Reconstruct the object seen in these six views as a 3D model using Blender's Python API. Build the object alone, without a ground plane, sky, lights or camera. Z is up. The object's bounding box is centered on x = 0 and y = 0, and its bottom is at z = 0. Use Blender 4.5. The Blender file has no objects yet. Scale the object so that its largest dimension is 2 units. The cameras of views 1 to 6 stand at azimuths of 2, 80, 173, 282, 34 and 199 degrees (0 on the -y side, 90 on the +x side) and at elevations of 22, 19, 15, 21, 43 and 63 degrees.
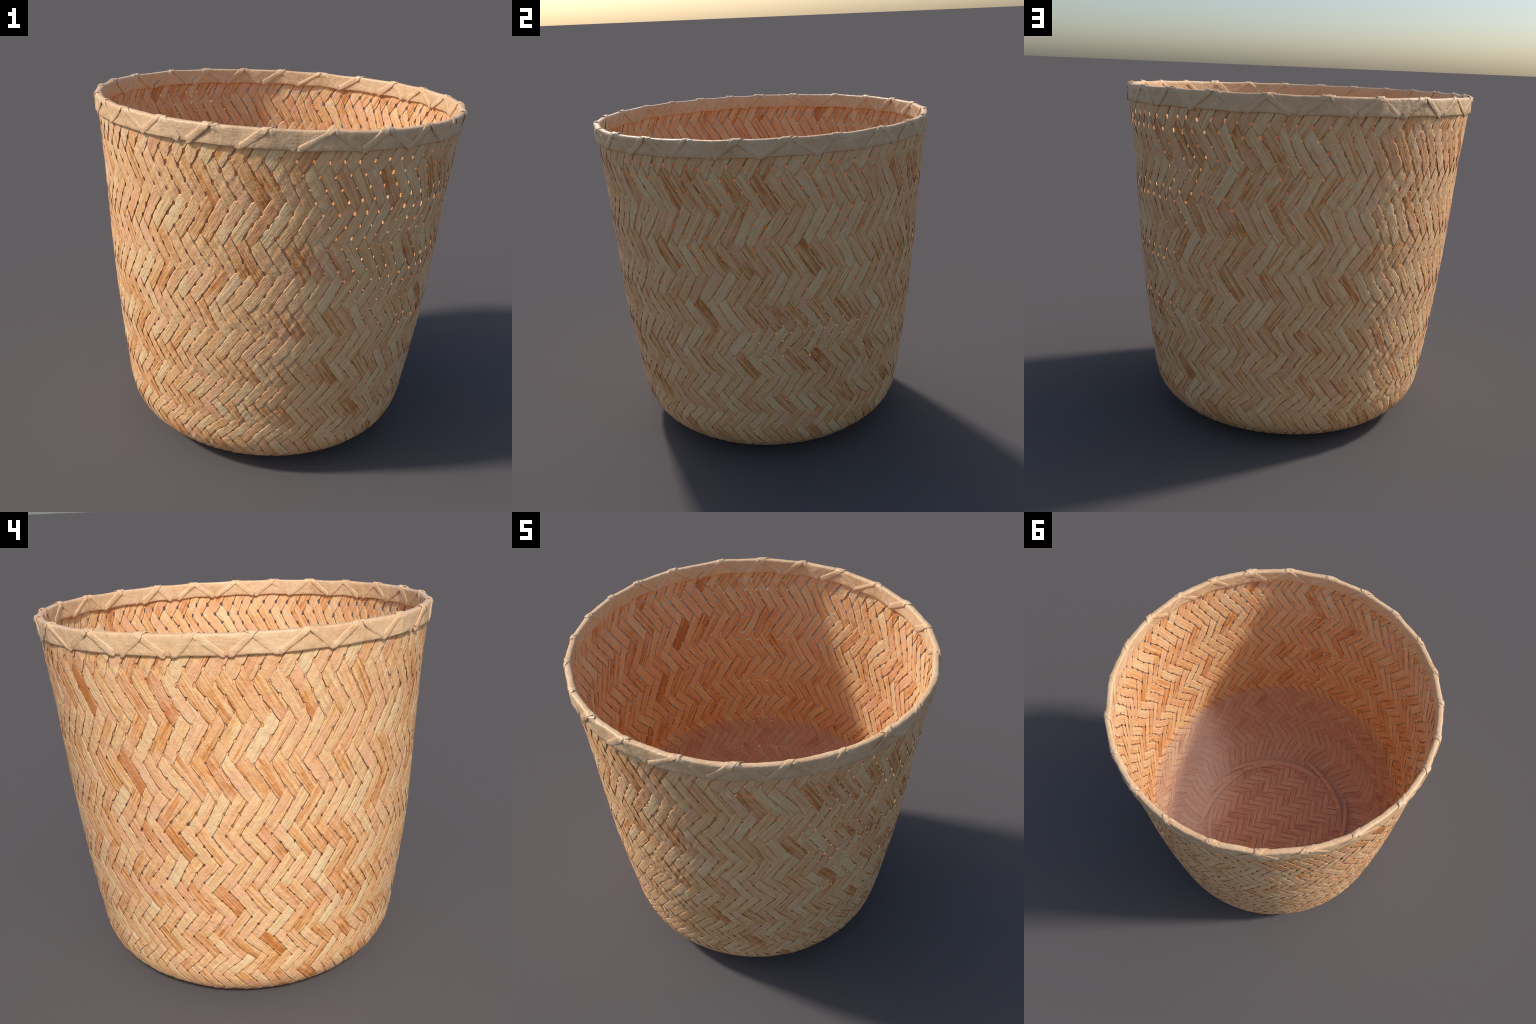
"""Woven bamboo basket: two families of helical splints in a 3/3 twill, a wrapped
rim with criss-cross lashing, a square-woven base and a translucent inner film."""
import bpy, math, random
import numpy as np
from mathutils import Vector, noise as mnoise

random.seed(7)
rng = np.random.default_rng(7)
TAU = math.tau

# ------------------------------------------------------------------ dimensions
N = 84                                  # splints per family
PITCH = TAU / N
PHASE = math.radians(3.27)              # a crossing of level 0 sits here
HALF_RISE = 0.0029                      # splints run this far in front of / behind the wall's middle
THICK = 0.0020
FLOAT = 3                               # over three, under three
RIM_LOW, RIM_HIGH = 1.838, 1.928
RIM_OUT, RIM_IN = 0.995, 0.962
RIM_SHIFT = (0.0, -0.0025, 0.0)
BASE_R = 0.565

# outer profile of the wall (radius, height), top to bottom and in under the base
PROFILE = [(0.985, 1.93), (0.979, 1.80), (0.966, 1.65), (0.954, 1.50), (0.945, 1.35), (0.936, 1.20), (0.926, 1.05),
           (0.914, 0.90), (0.900, 0.75), (0.884, 0.60), (0.873, 0.50), (0.860, 0.40), (0.849, 0.31), (0.841, 0.25),
           (0.826, 0.185), (0.803, 0.135), (0.772, 0.095), (0.733, 0.062), (0.688, 0.036), (0.635, 0.014), (0.575, 0.001),
           (0.53, 0.0)]


def smooth_path(points, steps=24):
    p = np.array([points[0]] + list(points) + [points[-1]], float)
    out = []
    for k in range(1, len(p) - 2):
        a, b, c, d = p[k - 1:k + 3]
        for t in np.linspace(0, 1, steps, endpoint=False):
            out.append(0.5 * (2 * b + (c - a) * t + (2 * a - 5 * b + 4 * c - d) * t ** 2 + (3 * b - a - 3 * c + d) * t ** 3))
    out.append(p[-2])
    return np.array(out)


outer = smooth_path(PROFILE)
tan = np.gradient(outer, axis=0)
tan /= np.linalg.norm(tan, axis=1)[:, None]
nrm = np.stack([-tan[:, 1], tan[:, 0]], 1)        # points away from the basket's inside
INSET = np.interp(outer[:, 1], [0.0, 0.02, 0.10, 0.24], [0.0052, 0.0065, 0.0080, 0.0050])   # the turned-in base is the thicker part
mid = outer - nrm * INSET[:, None]
arc = np.r_[0, np.cumsum(np.linalg.norm(np.diff(mid, axis=0), axis=1))]

# height of each crossing level on the wall: the weave tightens towards the bottom
LEVEL_Z = [1.786, 1.722, 1.659, 1.600, 1.536, 1.475, 1.418, 1.359, 1.301, 1.244, 1.188, 1.132, 1.076, 1.024, .974, .923,
           .873, .824, .774, .724, .677, .631, .585, .538, .494, .450, .409, .368, .331, .296, .262]
s_of_z = lambda z: np.interp(-z, -mid[:, 1], arc)
lev = list(range(-3, 0)) + list(range(len(LEVEL_Z)))
lev_s = [s_of_z(1.786 + 0.064 * k) for k in (3, 2, 1)] + [s_of_z(z) for z in LEVEL_Z]
while lev_s[-1] + 0.044 < arc[-1]:
    step = (0.044, 0.052, 0.058)[min(2, lev[-1] - 30)]
    lev_s.append(min(lev_s[-1] + step, arc[-1])); lev.append(lev[-1] + 1)
LEVEL_TOP, LEVEL_END = -1.85, lev[-1] - 0.02


WARP = [(int(f), w, p, q) for f, w, p, q in zip(rng.integers(3, 24, 10), rng.uniform(0.15, 0.75, 10), rng.uniform(0, TAU, 10), rng.uniform(0, TAU, 10))]


def crooked(theta, level):
    """Hand-made weave: rows and splints wander together, so the zigzags are never quite even."""
    dl = sum(np.sin(f * theta + p) * np.cos(w * level + q) for f, w, p, q in WARP)
    dt = sum(np.sin(f * theta + q + 1.0) * np.cos(w * level + p + 2.0) for f, w, p, q in WARP)
    calm = np.clip((level + 2.0) / 4.0, 0, 1)
    return level + 0.05 * dl * calm, theta + 0.045 * PITCH * dt


def wall(theta, level, lift):
    """Point of the wall at an angle and a crossing level, lifted off its middle surface."""
    level, theta = crooked(theta, level)
    s = np.interp(level, lev, lev_s)
    r = np.interp(s, arc, mid[:, 0]) + np.interp(s, arc, nrm[:, 0]) * lift
    z = np.interp(s, arc, mid[:, 1]) + np.interp(s, arc, nrm[:, 1]) * lift
    # the body leans a little to the front and bellies out there, low on the wall
    low = np.clip((1.75 - z) / 0.9, 0, 1)
    side = np.cos(theta - math.radians(-68))
    r = r + 0.0022 * low * side + 0.0085 * np.exp(-((z - 0.80) / 0.26) ** 2) * np.clip(side, 0, 1) ** 1.5
    return np.stack([r * np.cos(theta), r * np.sin(theta), z], -1)


def over_under(level):
    """+1 where the down-right family lies outside, -1 where it lies inside (period two floats)."""
    return np.tanh(2.4 * np.cos(TAU * (level - 2) / (2 * FLOAT))) / math.tanh(2.4)


# ------------------------------------------------------------------ mesh helpers
def mesh_object(name, verts, faces, material, parent, smooth=True):
    me = bpy.data.meshes.new(name)
    me.from_pydata(np.asarray(verts, float).tolist(), [], faces)
    if smooth:
        me.polygons.foreach_set("use_smooth", [True] * len(me.polygons))
    me.materials.append(material)
    ob = bpy.data.objects.new(name, me)
    bpy.context.scene.collection.objects.link(ob)
    ob.parent = parent
    return ob


def tube_faces(rings, per, closed_path=False, caps=True):
    f = []
    last = rings if closed_path else rings - 1
    for a in range(last):
        b = (a + 1) % rings
        for k in range(per):
            n = (k + 1) % per
            f.append((a * per + k, a * per + n, b * per + n, b * per + k))
    if caps and not closed_path:
        f.append(tuple(range(per))[::-1])
        f.append(tuple((rings - 1) * per + k for k in range(per)))
    return f


def wander(n, smoothness, seed):
    """Smooth random signal of n samples with unit spread."""
    r = np.random.default_rng(seed)
    m = max(4, int(n / smoothness) + 3)
    k = r.normal(size=m + 3)
    x = np.linspace(0, m - 1, n)
    i = x.astype(int); t = x - i; t = t * t * (3 - 2 * t)
    return k[i] * (1 - t) + k[i + 1] * t


# ------------------------------------------------------------------ materials
class Nodes:
    def __init__(self, name):
        self.mat = bpy.data.materials.new(name)
        self.mat.use_nodes = True
        self.t = self.mat.node_tree
        self.bsdf = self.t.nodes["Principled BSDF"]

    def n(self, kind, **kw):
        node = self.t.nodes.new(kind)
        for k, v in kw.items():
            setattr(node, k, v)
        return node

    def put(self, sock, v):
        if isinstance(v, bpy.types.NodeSocket):
            self.t.links.new(v, sock)
        elif v is not None:
            sock.default_value = v

    def math(self, op, a, b=None, c=None, clamp=False):
        m = self.n("ShaderNodeMath", operation=op, use_clamp=clamp)
        for s, v in zip(m.inputs, (a, b, c)):
            self.put(s, v)
        return m.outputs[0]

    def noise(self, vec, scale, detail=2.0, rough=0.5, w=None):
        t = self.n("ShaderNodeTexNoise", noise_dimensions="4D" if w is not None else "3D")
        self.put(t.inputs["Vector"], vec)
        t.inputs["Scale"].default_value, t.inputs["Detail"].default_value, t.inputs["Roughness"].default_value = scale, detail, rough
        if w is not None:
            self.put(t.inputs["W"], w)
        return t.outputs[0]

    def ramp(self, fac, stops):
        r = self.n("ShaderNodeValToRGB")
        e = r.color_ramp.elements
        while len(e) < len(stops):
            e.new(0.5)
        for k, (p, c) in enumerate(stops):
            e[k].position, e[k].color = p, (*c, 1)
        self.put(r.inputs[0], fac)
        return r.outputs[0]

    def mix(self, fac, a, b, blend="MIX"):
        m = self.n("ShaderNodeMix", data_type="RGBA", blend_type=blend)
        self.put(m.inputs[0], fac)
        for s, v in ((m.inputs[6], a), (m.inputs[7], b)):
            self.put(s, v if isinstance(v, bpy.types.NodeSocket) else (*v, 1))
        return m.outputs[2]

    def between(self, v, lo, hi, a=0.0, b=1.0):
        m = self.n("ShaderNodeMapRange", clamp=True)
        for s, x in zip(m.inputs, (v, lo, hi, a, b)):
            self.put(s, x)
        return m.outputs[0]

    def combine(self, x, y, z):
        c = self.n("ShaderNodeCombineXYZ")
        for s, v in zip(c.inputs, (x, y, z)):
            self.put(s, v)
        return c.outputs[0]

    def prop(self, name):
        return self.n("ShaderNodeAttribute", attribute_type="OBJECT", attribute_name=f'["{name}"]').outputs["Fac"]

    def obj(self):
        return self.n("ShaderNodeTexCoord").outputs["Object"]

    def bump(self, height, strength, distance, normal=None):
        b = self.n("ShaderNodeBump")
        b.inputs["Strength"].default_value, b.inputs["Distance"].default_value = strength, distance
        self.put(b.inputs["Height"], height)
        if normal is not None:
            self.put(b.inputs["Normal"], normal)
        return b.outputs[0]


# bamboo colours from brown, sun-darkened splints to pale green-cream ones
DARK = (0.58, 0.195, 0.045)
ORANGE = (0.79, 0.36, 0.125)
TAN = (0.885, 0.495, 0.22)
STRAW = (0.91, 0.57, 0.275)
CREAM = (0.89, 0.645, 0.36)
PINK = (0.89, 0.47, 0.265)


def splint_material(name, twist):
    """Bamboo splint. twist = +1 / -1: grain follows the helix; 0: grain runs along the object's x axis."""
    m = Nodes(name)
    pos = m.obj()
    tone, tint = m.prop("tone"), m.prop("tint")
    sep = m.n("ShaderNodeSeparateXYZ")
    m.put(sep.inputs[0], pos)
    x, y, z = sep.outputs
    shift = m.math("MULTIPLY", tint, 40.0)
    if twist:
        # crossing level as a cubic of the height, then unwind the helix: the grain stands still along a splint
        lvl = m.math("MULTIPLY_ADD", z, -0.464, 4.631)
        lvl = m.math("MULTIPLY_ADD", lvl, z, -27.18)
        lvl = m.math("MULTIPLY_ADD", lvl, z, 36.49)
        rot = m.n("ShaderNodeVectorRotate", rotation_type="Z_AXIS")
        m.put(rot.inputs["Vector"], m.combine(x, y, 0.0))
        m.put(rot.inputs["Angle"], m.math("MULTIPLY", lvl, -twist * PITCH / 2))
        nv = m.n("ShaderNodeVectorMath", operation="NORMALIZE")
        m.put(nv.inputs[0], rot.outputs[0])
        s2 = m.n("ShaderNodeSeparateXYZ")
        m.put(s2.inputs[0], nv.outputs[0])
        grain = m.combine(s2.outputs[0], s2.outputs[1], m.math("MULTIPLY", z, 0.05))
        grain_mid = m.combine(s2.outputs[0], s2.outputs[1], m.math("MULTIPLY", z, 0.16))
    else:
        grain = m.combine(m.math("MULTIPLY", x, 0.05), y, z)
        grain_mid = m.combine(m.math("MULTIPLY", x, 0.16), y, z)
    fine = m.noise(grain, 240.0, 3.0, 0.6, w=shift)
    streak = m.noise(grain_mid, 75.0, 3.0, 0.6, w=shift)
    strand = m.noise(grain, 115.0, 1.5, 0.5, w=m.math("ADD", shift, 11.0))
    patch = m.noise(pos, 11.0, 2.0, 0.55, w=shift)
    mottle = m.noise(pos, 40.0, 4.0, 0.6, w=shift)
    t = m.math("ADD", tone, m.math("MULTIPLY", m.math("SUBTRACT", patch, 0.5), 0.5))
    t = m.math("ADD", t, m.math("MULTIPLY", m.math("SUBTRACT", streak, 0.5), 1.05))
    t = m.math("ADD", t, m.math("MULTIPLY", m.math("SUBTRACT", strand, 0.5), 0.8))
    t = m.math("ADD", t, m.math("MULTIPLY", m.math("SUBTRACT", mottle, 0.5), 0.5))
    # splints are split into slivers of slightly different shade, with thin seams between them
    sliver = m.noise(grain, 62.0, 1.0, 0.4, w=m.math("ADD", shift, 19.0))
    t = m.math("ADD", t, m.between(sliver, 0.485, 0.515, -0.15, 0.15))
    t = m.math("ADD", t, m.between(m.noise(grain, 95.0, 1.0, 0.4, w=m.math("ADD", shift, 23.0)), 0.56, 0.585, 0.0, -0.17))
    seam = m.between(m.math("ABSOLUTE", m.math("SUBTRACT", sliver, 0.5)), 0.0, 0.016, 1.0, 0.0)
    seam = m.math("MULTIPLY", seam, m.between(mottle, 0.42, 0.60))
    col = m.ramp(t, [(0.0, DARK), (0.22, ORANGE), (0.48, TAN), (0.72, STRAW), (1.0, CREAM)])
    pinkish = m.math("MULTIPLY", m.between(m.noise(pos, 8.0, 3.0, 0.55, w=m.math("ADD", shift, 7.0)), 0.42, 0.62), m.between(tint, 0.2, 0.8, 0.25, 0.85))
    col = m.mix(pinkish, col, PINK)
    # darker veins between the strands of a splint
    col = m.mix(m.between(fine, 0.30, 0.50, 0.34, 0.0), col, (0.58, 0.265, 0.10))
    col = m.mix(m.between(strand, 0.60, 0.74, 0.0, 0.45), col, CREAM)
    col = m.mix(m.math("MULTIPLY", seam, 0.6), col, (0.42, 0.17, 0.06))
    # small dark flecks where the splint has split or bruised
    fleck = m.between(m.noise(grain_mid, 120.0, 2.0, 0.5, w=m.math("ADD", shift, 3.0)), 0.67, 0.75, 0.0, 0.5)
    col = m.mix(fleck, col, (0.34, 0.14, 0.05))
    m.put(m.bsdf.inputs["Base Color"], col)
    m.put(m.bsdf.inputs["Roughness"], m.between(mottle, 0.2, 0.8, 0.46, 0.66))
    m.bsdf.inputs["Specular IOR Level"].default_value = 0.35
    h = m.bump(fine, 0.5, 0.0025)
    h = m.bump(strand, 0.5, 0.004, h)
    h = m.bump(m.math("SUBTRACT", m.between(sliver, 0.47, 0.53), seam), 0.5, 0.0016, h)
    h = m.bump(mottle, 0.7, 0.009, h)
    m.put(m.bsdf.inputs["Normal"], h)
    return m.mat


def rim_material(name, lift):
    m = Nodes(name)
    pos = m.obj()
    cloud = m.noise(pos, 7.0, 4.0, 0.6)
    mottle = m.noise(pos, 38.0, 4.0, 0.6)
    sep = m.n("ShaderNodeSeparateXYZ")
    m.put(sep.inputs[0], pos)
    along = m.combine(m.math("MULTIPLY", sep.outputs[0], 0.35), m.math("MULTIPLY", sep.outputs[1], 0.35), m.math("MULTIPLY", sep.outputs[2], 2.4))
    streak = m.noise(along, 42.0, 3.0, 0.6)
    t = m.math("ADD", m.math("MULTIPLY", cloud, 0.6), m.math("MULTIPLY", mottle, 0.4))
    t = m.math("ADD", t, lift)
    col = m.ramp(t, [(0.30, (0.62, 0.35, 0.17)), (0.44, (0.74, 0.465, 0.25)), (0.56, (0.785, 0.52, 0.30)), (0.70, (0.81, 0.585, 0.36))])
    col = m.mix(m.between(streak, 0.55, 0.75, 0.0, 0.4), col, (0.67, 0.40, 0.21))
    col = m.mix(m.between(m.noise(pos, 15.0, 3.0, 0.5), 0.56, 0.72, 0.0, 0.45), col, (0.78, 0.42, 0.24))
    m.put(m.bsdf.inputs["Base Color"], col)
    m.put(m.bsdf.inputs["Roughness"], m.between(mottle, 0.3, 0.7, 0.34, 0.52))
    m.bsdf.inputs["Specular IOR Level"].default_value = 0.45
    h = m.bump(cloud, 0.5, 0.02)
    h = m.bump(mottle, 0.45, 0.008, h)
    h = m.bump(streak, 0.35, 0.004, h)
    m.put(m.bsdf.inputs["Normal"], h)
    return m.mat


def film_material():
    m = Nodes("clear_film")
    m.bsdf.inputs["Base Color"].default_value = (0.70, 0.55, 0.57, 1)
    m.bsdf.inputs["Roughness"].default_value = 0.12
    m.bsdf.inputs["Specular IOR Level"].default_value = 0.5
    m.bsdf.inputs["Alpha"].default_value = 0.22
    return m.mat


MAT_DOWN = splint_material("bamboo_splint_down", +1)
MAT_UP = splint_material("bamboo_splint_up", -1)
MAT_BASE = splint_material("bamboo_splint_base", 0)
MAT_RIM = rim_material("bamboo_rim", 0.0)
MAT_LACE = rim_material("bamboo_lashing", 0.02)

# ------------------------------------------------------------------ the thing
basket = bpy.data.objects.new("woven_basket", None)
bpy.context.scene.collection.objects.link(basket)
basket["label"] = "tall round woven bamboo basket with zigzag weave and laced rim"
basket["category"] = "basket"

# ------------------------------------------------------------------ wall splints
# a splint's shade: 0 brown, 0.5 tan, 1 cream; the ones that stand out are set by hand
SHADES_DOWN = {33: 0.03, 39: 0.13, 31: 0.28, 69: 0.18, 75: 0.2, 80: 0.22, 10: 0.2, 7: 0.25, 57: 0.22, 81: 0.5, 79: 0.6, 14: 0.3, 48: 0.85, 40: 0.85}
SHADES_UP = {48: 0.98, 83: 0.9, 3: 0.92, 20: 0.36, 60: 0.36, 15: 0.32}
SUB = 10                                        # samples per crossing level
ACROSS = np.array([-1.0, -0.86, -0.45, 0.0, 0.45, 0.86, 1.0, 0.82, 0.0, -0.82])
DOME = np.array([0.15, 0.7, 0.95, 1.0, 0.95, 0.7, 0.15, -0.5, -0.62, -0.5])   # cross-section, in thicknesses
levels = np.linspace(LEVEL_TOP, LEVEL_END, int((LEVEL_END - LEVEL_TOP) * SUB))
n_lv, n_ac = len(levels), len(ACROSS)
FACES = tube_faces(n_lv, n_ac)
FACES_FLIP = [f[::-1] for f in FACES]
for family, (mat, sign, shades) in enumerate(((MAT_DOWN, 1, SHADES_DOWN), (MAT_UP, -1, SHADES_UP))):
    for i in range(N):
        seed = 1000 * (family + 1) + i
        own = np.random.default_rng(seed)
        # neighbours touch along their floats; where four splints meet each is pinched, which leaves an eyelet
        half = 0.507 - np.abs(own.normal(0, 0.006)) - 0.006 * np.abs(wander(n_lv, 13, seed + 1))
        pinch = np.interp(levels, [-2, -1, 1, 2.2, 14, 26, 34], [0.125, 0.125, 0.125, 0.1, 0.078, 0.064, 0.05])
        size = own.lognormal(-0.06, 0.45, 64)[np.clip((levels + 4).astype(int), 0, 63)]
        size = np.where(levels < 1, 1 + 0.35 * (size - 1), size)           # the row under the rim is the evenest
        half = half - pinch * np.clip(size, 0.4, 1.6) * np.clip(np.cos(TAU * (levels - 0.5)), 0, 1) ** 2.6
        split = own.integers(4, 34, 2)                       # a few floats have shrunk
        half = half - sum(0.05 * np.exp(-((levels - c) / 1.1) ** 2) for c in split) * (own.random() < 0.35)
        drift = own.normal(0, 0.006) + 0.010 * wander(n_lv, 22, seed + 2)
        lift = sign * HALF_RISE * over_under(levels) + 0.0005 * wander(n_lv, 4, seed + 3)
        roll = 0.0005 * wander(n_lv, 8, seed + 4)
        a = drift[:, None] + half[:, None] * ACROSS[None]
        # the splint keeps its own lattice number; its cross-section runs along the other family
        level = levels[:, None] - (sign * a if sign > 0 else -a)
        if sign > 0:
            theta = PHASE + PITCH * (2 * (i + a) + level) / 2
        else:
            theta = PHASE + PITCH * (2 * (i + a) - level) / 2
        bumpy = 0.0006 * wander(n_lv * n_ac, n_ac * 3.0, seed + 5).reshape(n_lv, n_ac)
        out = np.sign(DOME)[None] * np.abs(DOME)[None] * THICK / 2
        n_off = lift[:, None] + out + roll[:, None] * ACROSS[None] + bumpy * (DOME > 0)[None]
        v = wall(theta, level, n_off).reshape(-1, 3)
        ob = mesh_object("splint", v, FACES_FLIP if sign > 0 else FACES, mat, basket)
        ob["tone"] = float(shades.get(i, np.clip(own.normal(0.56 if sign > 0 else 0.66, 0.15), 0.36, 0.98)))
        ob["tint"] = float(own.random())

# ------------------------------------------------------------------ rim hoop
PEAKS = sorted(math.radians(a) % TAU for a in (12, -2, -17, -31.5, -46, -61, -76, -92, -107, -121.5, -136.5, -150, -163.5, -177, 170, 155,
                                                136, 120.5, 105, 90, 73.5, 58, 42.5, 28))


def rim_section():
    """Closed outline (radius, height) of the rim: flat faces, softly rounded top."""
    c, w = (RIM_OUT + RIM_IN) / 2, (RIM_OUT - RIM_IN) / 2
    pts = [(c + w * 0.55, RIM_LOW), (c + w * 0.9, RIM_LOW + 0.002), (c + w, RIM_LOW + 0.008)]
    pts += [(c + w, z) for z in np.linspace(RIM_LOW + 0.022, RIM_HIGH - 0.02, 4)]
    pts += [(c + w * math.copysign(abs(math.cos(t)) ** 0.7, math.cos(t)), RIM_HIGH - 0.013 + 0.013 * math.sin(t) ** 0.8) for t in np.linspace(0.15, math.pi - 0.15, 9)]
    pts += [(c - w, z) for z in np.linspace(RIM_HIGH - 0.02, RIM_LOW + 0.022, 4)]
    pts += [(c - w, RIM_LOW + 0.008), (c - w * 0.9, RIM_LOW + 0.002), (c - w * 0.55, RIM_LOW)]
    return np.array(pts)


def facet(theta):
    """The hoop runs in flat stretches from one lashing to the next."""
    t = theta % TAU
    k = np.searchsorted(PEAKS, t)
    a, b = PEAKS[k - 1] if k else PEAKS[-1] - TAU, PEAKS[k] if k < len(PEAKS) else PEAKS[0] + TAU
    m, h = (a + b) / 2, (b - a) / 2
    return 1 + 0.6 * (math.cos(h) / math.cos(t - m) - 1), (t - a) / (b - a)


sec = rim_section()
n_th = 480
verts = []
for k in range(n_th):
    th = TAU * k / n_th
    f, u = facet(th)
    d = Vector((math.cos(th), math.sin(th), 0))
    for j, (r, z) in enumerate(sec):
        p = Vector((r * f * d.x, r * f * d.y, z))
        e = 0.0045 * mnoise.noise(p * 9) + 0.0022 * mnoise.noise(p * 26 + Vector((3, 1, 7)))
        verts.append((p.x + d.x * e, p.y + d.y * e, p.z + 0.004 * mnoise.noise(Vector((d.x * 5, d.y * 5, 2.0))) - 0.0025 * math.sin(math.pi * u)))
mesh_object("rim", verts, tube_faces(n_th, len(sec), True), MAT_RIM, basket).location = RIM_SHIFT

# ------------------------------------------------------------------ lashing over the rim
c_r, w_r = (RIM_OUT + RIM_IN) / 2, (RIM_OUT - RIM_IN) / 2


def lace(peak, before, after, above, seed):
    """A flat splint that climbs the outside, crosses the top at the peak and comes down the inside."""
    own = np.random.default_rng(seed)
    gap = (0.0 if not above else 0.0018) + own.uniform(-0.0012, 0.0012)
    half_w = own.uniform(0.012, 0.021) if above else own.uniform(0.010, 0.019)
    thick = own.uniform(0.0018, 0.0034) if above else own.uniform(0.0012, 0.0021)
    # section path: (share of the run, radius, height, outward normal)
    hi = RIM_HIGH - 0.001 + gap * 0.5
    key = [(-1.04, c_r + w_r * 0.7, RIM_LOW + 0.003), (-1.0, c_r + w_r + gap * 0.2, RIM_LOW + 0.003), (-0.9, c_r + w_r + gap, RIM_LOW + 0.012),
           (-0.5, c_r + w_r + gap, (RIM_LOW + RIM_HIGH) / 2), (-0.17, c_r + w_r + gap, RIM_HIGH - 0.014), (-0.09, c_r + w_r * 0.72, hi - 0.001),
           (0.0, c_r, hi + 0.0005), (0.09, c_r - w_r * 0.72, hi - 0.001), (0.17, c_r - w_r - gap, RIM_HIGH - 0.014), (0.5, c_r - w_r - gap, (RIM_LOW + RIM_HIGH) / 2),
           (0.9, c_r - w_r - gap, RIM_LOW + 0.012), (1.0, c_r - w_r - gap * 0.2, RIM_LOW + 0.003), (1.04, c_r - w_r * 0.7, RIM_LOW + 0.003)]
    path = smooth_path([(a, b, c) for a, b, c in key], 5)
    pts = []
    for u, r, z in path:
        th = peak + (u * before if u < 0 else u * after)
        f, _ = facet(th)
        pts.append(Vector((r * f * math.cos(th), r * f * math.sin(th), z)))
    verts = []
    n = len(pts)
    for k in range(n):
        t = (pts[min(k + 1, n - 1)] - pts[max(k - 1, 0)]).normalized()
        th = math.atan2(pts[k].y, pts[k].x)
        core = Vector((c_r * math.cos(th), c_r * math.sin(th), min(pts[k].z, RIM_HIGH - 0.02)))
        up = pts[k] - core
        up = (up - t * up.dot(t)).normalized()
        side = t.cross(up)
        e = abs(k / (n - 1) - 0.5) * 2
        wob = half_w * (1 + 0.12 * math.sin(k * 0.35 + seed)) * (1 - 0.55 * max(0.0, (e - 0.7) / 0.3))
        h = thick
        for a, b in ((-1, -0.5), (-0.95, 0.35), (-0.6, 0.95), (0, 1.1), (0.6, 0.95), (0.95, 0.35), (1, -0.5), (0, -0.9)):
            verts.append(pts[k] + side * (a * wob) + up * (b * h))
    mesh_object("lashing_strip", [tuple(v) for v in verts], tube_faces(n, 8), MAT_LACE, basket).location = RIM_SHIFT


for k, pk in enumerate(PEAKS):
    prev = PEAKS[k - 1] - (TAU if k == 0 else 0)
    nxt = PEAKS[(k + 1) % len(PEAKS)] + (TAU if k == len(PEAKS) - 1 else 0)
    jit = random.uniform(-0.012, 0.012)
    b, a = (pk - prev) / 2, (nxt - pk) / 2
    vary = [random.uniform(0.74, 1.1) for _ in range(4)]
    lace(pk + jit, b * vary[0], a * vary[1], 1, 301 + 2 * k)          # rises to the right outside
    lace(pk - jit, -a * vary[2], -b * vary[3], 0, 300 + 2 * k)        # the crossing one underneath

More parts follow.
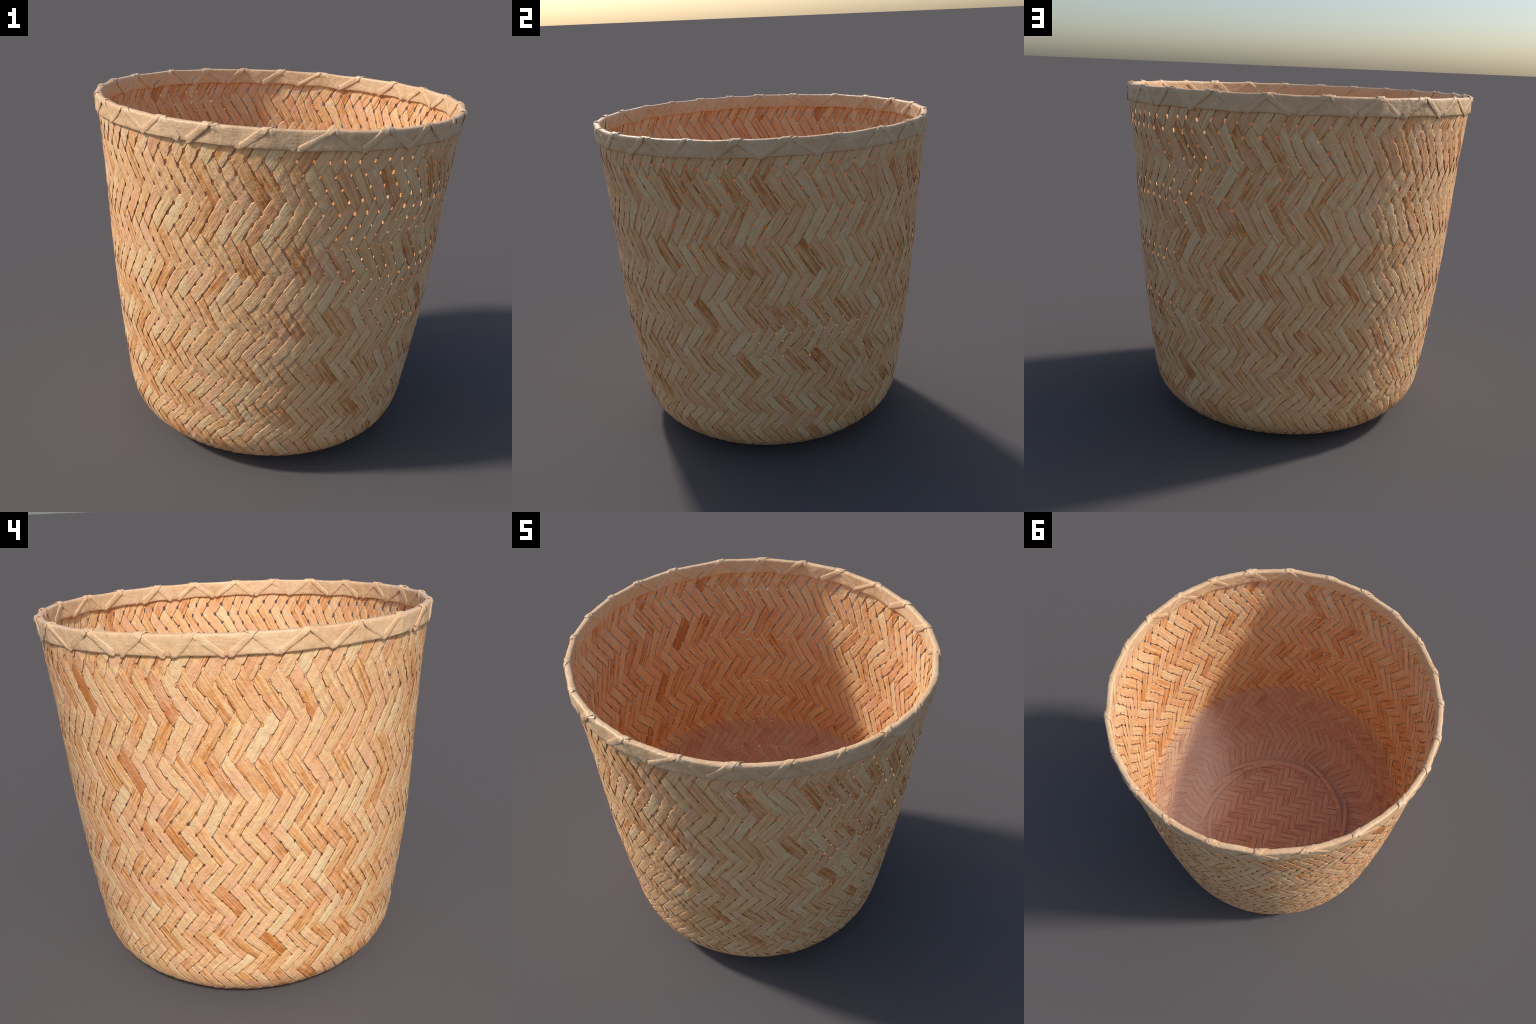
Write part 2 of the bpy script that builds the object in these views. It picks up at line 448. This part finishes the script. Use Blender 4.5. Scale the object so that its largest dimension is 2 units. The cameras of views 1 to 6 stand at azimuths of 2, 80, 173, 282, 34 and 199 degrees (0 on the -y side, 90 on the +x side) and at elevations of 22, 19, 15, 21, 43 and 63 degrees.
# ------------------------------------------------------------------ base: square twill, hoop around it
BASE_Z, BASE_PITCH, BASE_TURN = 0.0130, 0.047, math.radians(8)
count = int(BASE_R / BASE_PITCH)
for direction in (0, 1):
    turn = BASE_TURN + direction * math.pi / 2
    for q in range(-count, count + 1):
        off = q * BASE_PITCH
        reach = math.sqrt(max(0.0, BASE_R ** 2 - off ** 2))
        if reach < 0.05:
            continue
        own = np.random.default_rng(5000 + direction * 200 + q)
        xs = np.linspace(-reach, reach, max(8, int(2 * reach / 0.007)))
        hw = BASE_PITCH * (0.475 + own.normal(0, 0.008))
        verts = []
        for x in xs:
            m_ = x / BASE_PITCH
            ph = (m_ - q) if direction == 0 else (-m_ - q + 0)
            s = math.tanh(2.2 * math.cos(TAU * (ph - 1) / 6)) * (1 if direction == 0 else -1)
            lift = 0.0035 * s
            for a, b in ((-1, 0.0), (-0.8, 0.7), (0, 1.0), (0.8, 0.7), (1, 0.0), (0, -0.7)):
                verts.append((x, off + a * hw, lift + b * 0.0015))
        ob = mesh_object("base_splint", verts, tube_faces(len(xs), 6), MAT_BASE, basket)
        ob.location, ob.rotation_euler = (0, 0, BASE_Z), (0, 0, turn)
        ob["tone"], ob["tint"] = float(np.clip(own.normal(0.5, 0.13), 0.15, 0.9)), float(own.random())

# loose binding strips that hug the base's edge and run out tangentially over the turned-up wall
for k in range(9):
    own = np.random.default_rng(6000 + k)
    start, span, half_w = TAU * k / 9 + own.uniform(-0.15, 0.15), own.uniform(1.0, 1.5), own.uniform(0.014, 0.022)
    verts = []
    for q in range(49):
        u = q / 48
        th = start + span * u
        r = 0.540 + 0.072 * u ** 2.2 + own.normal(0, 0.0003)
        z = 0.0285 + 0.011 * u ** 1.4 + 0.0045 * math.sin(math.pi * u)
        w = half_w * (0.35 + 0.65 * min(1.0, 6 * u, 6 * (1 - u)))
        for a, b in ((-1, -0.007), (-0.75, 0.0), (0, 0.002), (0.75, 0.001), (1, -0.004), (0, -0.009)):
            verts.append(((r + a * w) * math.cos(th), (r + a * w) * math.sin(th), z + b + 0.004 * a))
    ob = mesh_object("base_binding", verts, tube_faces(49, 6), MAT_BASE, basket)
    ob["tone"], ob["tint"] = float(own.uniform(0.5, 0.75)), float(own.random())

# ------------------------------------------------------------------ translucent film lying inside
FILM_Z, FILM_R = 0.70, 0.880
rings = [(FILM_R * u, FILM_Z) for u in (0.25, 0.5, 0.75, 0.9, 0.97)] + [(FILM_R - 0.006, FILM_Z + 0.0005), (FILM_R, FILM_Z + 0.003)]
verts, faces = [(0, 0, FILM_Z)], []
for r, z in rings:
    verts += [(r * math.cos(TAU * k / 96), r * math.sin(TAU * k / 96), z) for k in range(96)]
faces += [(0, 1 + k, 1 + (k + 1) % 96) for k in range(96)]
for a in range(len(rings) - 1):
    faces += [(1 + a * 96 + k, 1 + (a + 1) * 96 + k, 1 + (a + 1) * 96 + (k + 1) % 96, 1 + a * 96 + (k + 1) % 96) for k in range(96)]
mesh_object("inner_film", verts, faces, film_material(), basket)
